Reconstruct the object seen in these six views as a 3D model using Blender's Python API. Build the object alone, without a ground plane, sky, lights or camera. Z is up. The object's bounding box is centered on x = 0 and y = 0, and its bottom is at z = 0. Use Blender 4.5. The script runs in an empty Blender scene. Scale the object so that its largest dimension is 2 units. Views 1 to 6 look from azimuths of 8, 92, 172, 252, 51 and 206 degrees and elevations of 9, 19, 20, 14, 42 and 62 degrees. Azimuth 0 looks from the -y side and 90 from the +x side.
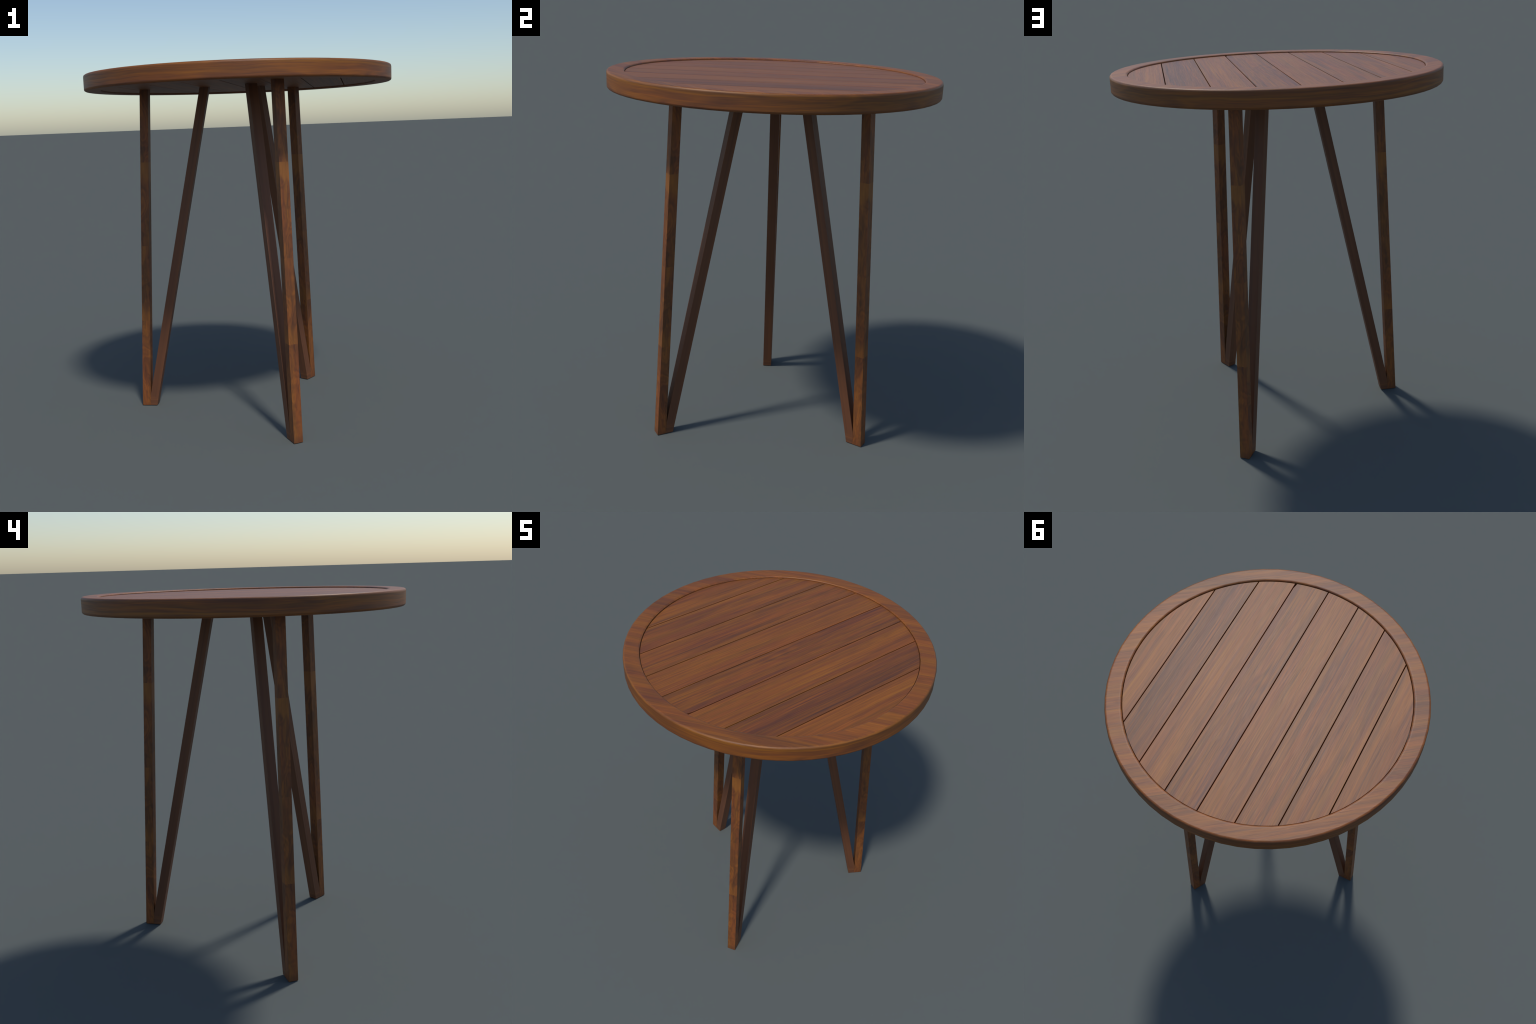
import bpy, bmesh, math
from mathutils import Vector, Matrix

# ------------------------------------------------------------------ sizes (metres)
TOP_Z = 2.0            # upper face of the rim
RIM_BOTTOM = 1.911
RIM_OUTER = 0.8710
RIM_INNER = 0.7800
RIM_FILLET = 0.012
SEGMENTS = 64
PLANK_TOP = 1.9911
PLANK_BOTTOM = 1.9197
PLANK_RADIUS = 0.7768
PLANK_PITCH = 0.198
PLANK_SHIFT = 0.0014
PLANK_GAP = 0.0050
PLANKS = 8
LEG_HALF = 0.0265      # half of the tangential width of a leg
LEG_TOP = 1.9207
# side profile of a leg in its own radial plane: x(z) = a - b * z
LEG_OUT = (0.6768, 0.0515)
LEG_IN = (0.6258, 0.0508)
BRACE_OUT = (0.6371, 0.2162)
BRACE_IN = (0.5842, 0.2162)


# ------------------------------------------------------------------ node helpers
class Nodes:
    def __init__(self, name):
        self.mat = bpy.data.materials.new(name)
        self.mat.use_nodes = True
        self.t = self.mat.node_tree
        self.t.nodes.clear()

    def link(self, a, b):
        self.t.links.new(a, b)

    def put(self, socket, value):
        if isinstance(value, bpy.types.NodeSocket):
            self.link(value, socket)
        else:
            socket.default_value = value

    def new(self, kind):
        return self.t.nodes.new(kind)

    def math(self, op, a, b=0.0, c=0.0, clamp=False):
        n = self.new("ShaderNodeMath")
        n.operation = op
        n.use_clamp = clamp
        for s, v in zip(n.inputs, (a, b, c)):
            self.put(s, v)
        return n.outputs[0]

    def mapping(self, vec, location=(0, 0, 0), rotation=(0, 0, 0), scale=(1, 1, 1)):
        n = self.new("ShaderNodeMapping")
        self.put(n.inputs["Vector"], vec)
        self.put(n.inputs["Location"], location)
        self.put(n.inputs["Rotation"], rotation)
        self.put(n.inputs["Scale"], scale)
        return n.outputs[0]

    def noise(self, vec, scale=1.0, detail=2.0, rough=0.5, distortion=0.0):
        n = self.new("ShaderNodeTexNoise")
        self.put(n.inputs["Vector"], vec)
        self.put(n.inputs["Scale"], scale)
        self.put(n.inputs["Detail"], detail)
        self.put(n.inputs["Roughness"], rough)
        self.put(n.inputs["Distortion"], distortion)
        return n.outputs["Fac"]

    def remap(self, value, a, b, c=0.0, d=1.0, smooth=False):
        n = self.new("ShaderNodeMapRange")
        n.interpolation_type = "SMOOTHSTEP" if smooth else "LINEAR"
        for s, v in zip(n.inputs, (value, a, b, c, d)):
            self.put(s, v)
        return n.outputs[0]

    def ramp(self, fac, stops):
        n = self.new("ShaderNodeValToRGB")
        e = n.color_ramp.elements
        while len(e) < len(stops):
            e.new(0.5)
        for k, (p, c) in zip(e, stops):
            k.position = p
            k.color = (*c, 1.0)
        self.put(n.inputs[0], fac)
        return n.outputs[0]

    def mix(self, fac, a, b, blend="MIX"):
        n = self.new("ShaderNodeMix")
        n.data_type = "RGBA"
        n.blend_type = blend
        ins = [s for s in n.inputs if s.enabled]
        for s, v in zip(ins, (fac, a, b)):
            if isinstance(v, tuple) and len(v) == 3:
                v = (*v, 1.0)
            self.put(s, v)
        return [s for s in n.outputs if s.enabled][0]

    def coords(self):
        return self.new("ShaderNodeTexCoord").outputs["Object"]

    def finish(self, colour, height, roughness, bump=0.08, ior=1.47):
        b = self.new("ShaderNodeBump")
        b.inputs["Strength"].default_value = bump
        b.inputs["Distance"].default_value = 0.002
        self.put(b.inputs["Height"], height)
        p = self.new("ShaderNodeBsdfPrincipled")
        self.put(p.inputs["Base Color"], colour)
        self.put(p.inputs["Roughness"], roughness)
        p.inputs["IOR"].default_value = ior
        self.link(b.outputs[0], p.inputs["Normal"])
        o = self.new("ShaderNodeOutputMaterial")
        self.link(p.outputs[0], o.inputs[0])
        return self.mat


DARK = (0.080, 0.028, 0.0165)
MID = (0.176, 0.056, 0.0135)
LIGHT = (0.238, 0.076, 0.0115)
GLOW = (0.315, 0.106, 0.0130)
ROUGH = 0.52


def grain_field(n, g, lie=(0, 1, 0), along=0.5, across=9.0, rings=34.0, fine=70.0, wobble=0.016,
                weights=(0.15, 0.13, 0.27, 0.30, 0.15)):
    """g: coordinates; lie: 1 on each axis the grain runs along. Returns a 0..1 tone and the fibre."""
    def scale(cross, length):
        return tuple(length if k else cross for k in lie)
    figure = n.noise(n.mapping(g, scale=scale(across, along)), 1.0, 2.0, 0.45, 0.3)
    wave = n.remap(n.math("SINE", n.math("MULTIPLY", figure, rings)), -1.0, 1.0)
    drift = n.noise(n.mapping(g, scale=scale(6.0, 2.4)), 1.0, 2.0, 0.5)
    comb = n.new("ShaderNodeCombineXYZ")
    for k in range(3):
        n.put(comb.inputs[k], drift)
    add = n.new("ShaderNodeVectorMath")
    add.operation = "MULTIPLY_ADD"
    n.link(comb.outputs[0], add.inputs[0])
    add.inputs[1].default_value = tuple(0.0 if k else wobble for k in lie)
    n.put(add.inputs[2], g)
    w = add.outputs[0]
    streak = n.noise(n.mapping(w, scale=scale(fine, 0.9)), 1.0, 3.0, 0.6)
    line = n.noise(n.mapping(w, scale=scale(fine * 2.4, 1.6)), 1.0, 3.0, 0.6)
    fibre = n.noise(n.mapping(w, scale=scale(fine * 6.5, 5.0)), 1.0, 2.0, 0.6)
    a, b, c, d, e = weights
    v = n.math("MULTIPLY", n.remap(figure, 0.28, 0.72), a)
    v = n.math("MULTIPLY_ADD", wave, b, v)
    v = n.math("MULTIPLY_ADD", n.remap(streak, 0.28, 0.72), c, v)
    v = n.math("MULTIPLY_ADD", n.remap(line, 0.34, 0.66), d, v)
    v = n.math("MULTIPLY_ADD", n.remap(fibre, 0.25, 0.75), e, v)
    # drifting hue: redder and yellower bands lie side by side in the wood
    hue = n.noise(n.mapping(g, location=(3.1, 7.7, 1.3), scale=scale(34.0, 0.8)), 1.0, 2.0, 0.5)
    pores = n.noise(n.mapping(g, scale=scale(260.0, 7.0)), 1.0, 1.0, 0.5)
    return v, fibre, hue, pores


def blend(n, fac, a, b):
    m = n.new("ShaderNodeMix")
    n.put(m.inputs[0], fac)
    n.put(m.inputs[2], a)
    n.put(m.inputs[3], b)
    return m.outputs[0]


def tint(n, v, hue, pores, yellowing=1.0):
    col = n.ramp(v, [(0.10, DARK), (0.46, MID), (0.68, LIGHT), (0.95, GLOW)])
    red = n.mix(1.0, col, (1.04, 0.95, 1.10), "MULTIPLY")
    yellow = n.mix(1.0, col, (1.0, 1.06, 0.90), "MULTIPLY")
    col = n.mix(n.remap(hue, 0.35, 0.65), red, yellow)
    return n.mix(n.remap(pores, 0.56, 0.70, 0.0, 0.40), col, DARK)


def walnut(name, seed, tone=0.0, contrast=1.0, **kw):
    n = Nodes(name)
    g = n.mapping(n.coords(), location=seed)
    v, fibre, hue, pores = grain_field(n, g, **kw)
    v = n.math("MULTIPLY_ADD", n.math("SUBTRACT", v, 0.5), contrast, 0.5 + tone, clamp=True)
    rough = n.remap(fibre, 0.2, 0.8, ROUGH + 0.04, ROUGH - 0.04)
    return n.finish(tint(n, v, hue, pores), fibre, rough)


def rim_walnut(name):
    """Top face: grain lying one way right across the hoop. Edge band: grain running round it."""
    n = Nodes(name)
    base = n.coords()
    g = n.mapping(base, location=(0.4, 1.7, 0.3), rotation=(0.0, 0.0, math.radians(54.0)))
    top_v = grain_field(n, g, along=0.6, across=7.0, rings=30.0, fine=62.0, wobble=0.035,
                        weights=(0.24, 0.17, 0.25, 0.22, 0.12))
    top_tone = n.math("MULTIPLY_ADD", n.math("SUBTRACT", top_v[0], 0.5), 1.15, 0.55)
    h = n.mapping(base, location=(2.4, 0.7, 1.3))
    band_v = grain_field(n, h, lie=(1, 1, 0), along=1.2, across=12.0, rings=40.0, fine=60.0, wobble=0.045,
                         weights=(0.20, 0.16, 0.27, 0.25, 0.12))
    band_tone = n.math("MULTIPLY_ADD", n.math("SUBTRACT", band_v[0], 0.5), 1.15, 0.51)
    s = n.new("ShaderNodeSeparateXYZ")
    n.link(base, s.inputs[0])
    radius = n.math("SQRT", n.math("ADD", n.math("MULTIPLY", s.outputs[0], s.outputs[0]),
                                   n.math("MULTIPLY", s.outputs[1], s.outputs[1])))
    band = n.remap(radius, RIM_OUTER - 0.0075, RIM_OUTER - 0.0045)
    v, fibre, hue, pores = [blend(n, band, p, q) for p, q in
                            zip((top_tone,) + top_v[1:], (band_tone,) + band_v[1:])]
    col = tint(n, v, hue, pores)
    col = n.mix(band, col, n.mix(1.0, col, (1.0, 1.02, 0.88), "MULTIPLY"))
    rough = n.remap(fibre, 0.2, 0.8, ROUGH + 0.04, ROUGH - 0.04)
    return n.finish(col, fibre, rough)


def leg_walnut(name):
    """Upright leg: four lengths of curly walnut joined end to end, grain changing at each joint."""
    n = Nodes(name)
    base = n.coords()
    s = n.new("ShaderNodeSeparateXYZ")
    n.link(base, s.inputs[0])
    z = s.outputs[2]
    joints = (0.54, 1.0, 1.5)
    piece = 0.0
    for j in joints:
        piece = n.math("ADD", n.math("GREATER_THAN", z, j), piece)
    c = n.new("ShaderNodeCombineXYZ")
    n.put(c.inputs[0], n.math("MULTIPLY", piece, 3.37))
    n.put(c.inputs[1], n.math("MULTIPLY", piece, 1.91))
    add = n.new("ShaderNodeVectorMath")
    add.operation = "ADD"
    n.link(base, add.inputs[0])
    n.link(c.outputs[0], add.inputs[1])
    g = add.outputs[0]
    curl = n.noise(n.mapping(g, scale=(13.0, 13.0, 5.5)), 1.0, 2.0, 0.5, 0.6)
    wave = n.remap(n.math("SINE", n.math("MULTIPLY", curl, 46.0)), -1.0, 1.0)
    streak = n.noise(n.mapping(g, scale=(75.0, 75.0, 5.0)), 1.0, 3.0, 0.6)
    fibre = n.noise(n.mapping(g, scale=(260.0, 260.0, 14.0)), 1.0, 2.0, 0.6)
    v = n.math("MULTIPLY", n.remap(curl, 0.3, 0.7), 0.36)
    v = n.math("MULTIPLY_ADD", wave, 0.20, v)
    v = n.math("MULTIPLY_ADD", n.remap(streak, 0.3, 0.7), 0.32, v)
    v = n.math("MULTIPLY_ADD", fibre, 0.10, v)
    # pale ends of two of the lengths, fading with a ragged edge
    ragged = n.noise(n.mapping(base, scale=(40.0, 40.0, 9.0)), 1.0, 2.0, 0.5)
    zz = n.math("MULTIPLY_ADD", n.math("SUBTRACT", ragged, 0.5), 0.16, z)
    upper = n.math("MULTIPLY", n.remap(zz, 1.36, 1.43, smooth=True), n.math("LESS_THAN", z, joints[2]))
    lower = n.math("MULTIPLY", n.remap(zz, 0.66, 0.58, smooth=True), n.math("GREATER_THAN", z, joints[0]))
    middle = n.math("MULTIPLY", n.remap(zz, 0.92, 0.99, smooth=True), n.math("LESS_THAN", z, joints[1]))
    pale = n.math("MAXIMUM", n.math("MAXIMUM", upper, n.math("MULTIPLY", lower, 0.6)), n.math("MULTIPLY", middle, 0.3))
    col = n.ramp(v, [(0.12, (0.080, 0.030, 0.0135)), (0.46, (0.160, 0.054, 0.0160)),
                     (0.70, (0.235, 0.079, 0.0160)), (0.95, (0.30, 0.105, 0.0190))])
    fleck = n.noise(n.mapping(g, scale=(95.0, 95.0, 26.0)), 1.0, 3.0, 0.65)
    col = n.mix(n.remap(fleck, 0.54, 0.68, 0.0, 0.5), col, (0.085, 0.032, 0.0140))
    hue = n.noise(n.mapping(g, scale=(30.0, 30.0, 2.2)), 1.0, 2.0, 0.5)
    col = n.mix(n.remap(hue, 0.35, 0.65), n.mix(1.0, col, (1.06, 0.93, 1.0), "MULTIPLY"),
                n.mix(1.0, col, (1.0, 1.05, 0.90), "MULTIPLY"))
    paled = n.mix(n.remap(streak, 0.3, 0.7), (0.235, 0.084, 0.015), (0.32, 0.118, 0.018))
    col = n.mix(n.math("MULTIPLY", pale, 0.75), col, paled)
    return n.finish(col, fibre, 0.55)


def brace_walnut(name):
    """Slanting brace: plain straight-grained wood; the foot end shows cross-lying grain."""
    n = Nodes(name)
    base = n.coords()
    g = n.mapping(base, rotation=(0.0, math.atan(BRACE_IN[1]), 0.0))
    streak = n.noise(n.mapping(g, scale=(55.0, 55.0, 0.5)), 1.0, 3.0, 0.55)
    fibre = n.noise(n.mapping(g, scale=(260.0, 260.0, 6.0)), 1.0, 2.0, 0.6)
    drift = n.noise(n.mapping(g, scale=(8.0, 8.0, 0.9)), 1.0, 1.0, 0.5)
    v = n.math("MULTIPLY", n.remap(streak, 0.3, 0.7), 0.5)
    v = n.math("MULTIPLY_ADD", drift, 0.3, v)
    v = n.math("MULTIPLY_ADD", fibre, 0.12, v)
    cross = n.noise(n.mapping(base, scale=(4.0, 4.0, 75.0)), 1.0, 2.0, 0.5)
    s = n.new("ShaderNodeSeparateXYZ")
    n.link(base, s.inputs[0])
    foot = n.remap(s.outputs[2], 0.060, 0.045, smooth=True)
    mixv = n.new("ShaderNodeMix")
    n.put(mixv.inputs[0], foot)
    n.put(mixv.inputs[2], v)
    n.put(mixv.inputs[3], n.remap(cross, 0.25, 0.75, 0.1, 0.95))
    col = n.ramp(mixv.outputs[0], [(0.12, (0.098, 0.037, 0.0175)), (0.46, (0.140, 0.051, 0.0215)),
                                   (0.70, (0.165, 0.059, 0.0225)), (0.95, (0.215, 0.080, 0.0240))])
    return n.finish(col, fibre, 0.55)


# ------------------------------------------------------------------ mesh helpers
def make(name, bm, material, parent, smooth_angle=None):
    bmesh.ops.recalc_face_normals(bm, faces=bm.faces)
    me = bpy.data.meshes.new(name)
    bm.to_mesh(me)
    bm.free()
    me.materials.append(material)
    if smooth_angle is not None:
        me.shade_smooth()
        me.set_sharp_from_angle(angle=math.radians(smooth_angle))
    ob = bpy.data.objects.new(name, me)
    bpy.context.scene.collection.objects.link(ob)
    ob.parent = parent
    return ob


def ring_mesh(profile, segments):
    """Turn a closed (r, z) profile about the z axis."""
    bm = bmesh.new()
    rows = []
    for i in range(segments):
        a = 2 * math.pi * i / segments
        rows.append([bm.verts.new((r * math.cos(a), r * math.sin(a), z)) for r, z in profile])
    m = len(profile)
    for i in range(segments):
        p, q = rows[i], rows[(i + 1) % segments]
        for j in range(m):
            k = (j + 1) % m
            bm.faces.new((p[j], p[k], q[k], q[j]))
    return bm


def rounded_profile(r0, r1, z0, z1, fillets, steps=5):
    """Rectangle in (r, z) with its own fillet radius at each corner, counter-clockwise from inner-bottom."""
    corners = [(r0, z0, 1, 1, 180), (r1, z0, -1, 1, 270), (r1, z1, -1, -1, 0), (r0, z1, 1, -1, 90)]
    out = []
    for (r, z, sr, sz, start), (f, h) in zip(corners, fillets):
        arc = []
        for i in range(steps + 1):
            a = math.radians(start + 90 * i / steps)
            arc.append((r + sr * f + f * math.cos(a), z + sz * h + h * math.sin(a)))
        t0, t1 = math.radians(start - 90), math.radians(start + 180)
        hold = 0.0008      # keeps the flats flat in shading
        out.append((arc[0][0] + hold * math.cos(t0), arc[0][1] + hold * math.sin(t0)))
        out += arc
        out.append((arc[-1][0] + hold * math.cos(t1), arc[-1][1] + hold * math.sin(t1)))
    return out


def prism(outline, half, bevel):
    """Extrude an (x, z) outline across y and ease its edges."""
    bm = bmesh.new()
    a = [bm.verts.new((x, -half, z)) for x, z in outline]
    b = [bm.verts.new((x, half, z)) for x, z in outline]
    bm.faces.new(a)
    bm.faces.new(b[::-1])
    for i in range(len(a)):
        j = (i + 1) % len(a)
        bm.faces.new((a[i], b[i], b[j], a[j]))
    bmesh.ops.recalc_face_normals(bm, faces=bm.faces)
    if bevel:
        bmesh.ops.bevel(bm, geom=list(bm.edges), offset=bevel, segments=2, affect="EDGES", profile=0.5)
    return bm


def plank_outline(x0, x1, radius, notch=False):
    """Straight long sides, ends cut to the circle."""
    steps = 14
    a0, a1 = math.acos(max(-1.0, x0 / radius)), math.acos(min(1.0, x1 / radius))
    pts = [(radius * math.cos(a0 + (a1 - a0) * i / steps), radius * math.sin(a0 + (a1 - a0) * i / steps))
           for i in range(steps + 1)]
    low = [(x, -y) for x, y in pts]
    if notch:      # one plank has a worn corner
        x, y = low[-1]
        low[-1:] = [(x - 0.006, y - 0.002), (x - 0.0045, y + 0.010), (x, y + 0.036)]
    return pts[::-1] + low


def plank_mesh(x0, x1, radius, z0, z1, bevel, notch=False):
    x0, x1 = max(x0, -radius), min(x1, radius)
    pts = plank_outline(x0, x1, radius, notch)
    clean = []
    for p in pts:
        if not clean or (Vector(p) - Vector(clean[-1])).length > 1e-4:
            clean.append(p)
    if (Vector(clean[0]) - Vector(clean[-1])).length < 1e-4:
        clean.pop()
    bm = bmesh.new()
    lower = [bm.verts.new((x, y, z0)) for x, y in clean]
    upper = [bm.verts.new((x, y, z1)) for x, y in clean]
    bm.faces.new(lower)
    bm.faces.new(upper[::-1])
    for i in range(len(clean)):
        j = (i + 1) % len(clean)
        bm.faces.new((lower[i], upper[i], upper[j], lower[j]))
    bmesh.ops.recalc_face_normals(bm, faces=bm.faces)
    flat = [e for e in bm.edges if abs(e.verts[0].co.z - e.verts[1].co.z) < 1e-6]
    bmesh.ops.bevel(bm, geom=flat, offset=bevel, segments=2, affect="EDGES", profile=0.5)
    return bm


# ------------------------------------------------------------------ build
table = bpy.data.objects.new("side_table", None)
bpy.context.scene.collection.objects.link(table)
table["label"] = "round walnut side table with slatted top and V legs"
table["category"] = "side table"

top = bpy.data.objects.new("tabletop", None)
bpy.context.scene.collection.objects.link(top)
top.parent = table

rim_profile = rounded_profile(RIM_INNER, RIM_OUTER, RIM_BOTTOM, TOP_Z,
                              ((0.008, 0.008), (RIM_FILLET, RIM_FILLET), (RIM_FILLET, RIM_FILLET), (0.013, 0.0065)))
rim_mat = rim_walnut("rim_walnut")
make("rim", ring_mesh(rim_profile, SEGMENTS), rim_mat, top, smooth_angle=50)

# tone, contrast, grain figure for each plank, from -x to +x
DENSE = (0.19, 0.13, 0.25, 0.29, 0.14)
boards = [
    dict(tone=0.06, contrast=1.05, rings=24.0),
    dict(tone=-0.01, contrast=1.20, rings=36.0, weights=DENSE),
    dict(tone=0.00, contrast=1.25, rings=28.0),
    dict(tone=0.08, contrast=1.05, rings=20.0),
    dict(tone=-0.06, contrast=1.10, rings=70.0, across=11.0, along=0.8, weights=DENSE),
    dict(tone=0.08, contrast=1.05, rings=20.0),
    dict(tone=-0.04, contrast=1.10, rings=50.0, across=10.0, weights=DENSE),
    dict(tone=0.06, contrast=1.05, rings=24.0),
]
for i in range(PLANKS):
    xa = PLANK_SHIFT + (i - PLANKS / 2) * PLANK_PITCH
    xb = xa + PLANK_PITCH
    lo = xa + PLANK_GAP / 2 if i else -PLANK_RADIUS
    hi = xb - PLANK_GAP / 2 if i < PLANKS - 1 else PLANK_RADIUS
    mat = walnut("plank_walnut", (1.37 * i + 0.2, 2.9 * i, 0.61 * i), **boards[i])
    make("plank", plank_mesh(lo, hi, PLANK_RADIUS, PLANK_BOTTOM, PLANK_TOP, 0.0014, notch=(i == 4)),
         mat, top)


def at(line, z):
    return line[0] - line[1] * z


crotch = (BRACE_OUT[0] - LEG_IN[0]) / (BRACE_OUT[1] - LEG_IN[1])
leg_outline = [(at(LEG_IN, 0), 0), (at(LEG_OUT, 0), 0), (at(LEG_OUT, LEG_TOP), LEG_TOP), (at(LEG_IN, LEG_TOP), LEG_TOP)]
brace_outline = [(at(BRACE_IN, 0), 0), (at(LEG_IN, 0), 0), (at(LEG_IN, crotch), crotch),
                 (at(BRACE_OUT, LEG_TOP), LEG_TOP), (at(BRACE_IN, LEG_TOP), LEG_TOP)]
leg = make("leg", prism(leg_outline, LEG_HALF, 0.0010), leg_walnut("leg_walnut"), table)
brace = make("brace", prism(brace_outline, LEG_HALF - 0.0002, 0.0010), brace_walnut("brace_walnut"), leg)
leg.rotation_euler.z = math.radians(60)
for azimuth in (180, 300):
    a, b = leg.copy(), brace.copy()
    for o in (a, b):
        bpy.context.scene.collection.objects.link(o)
    b.parent = a
    a.rotation_euler.z = math.radians(azimuth)
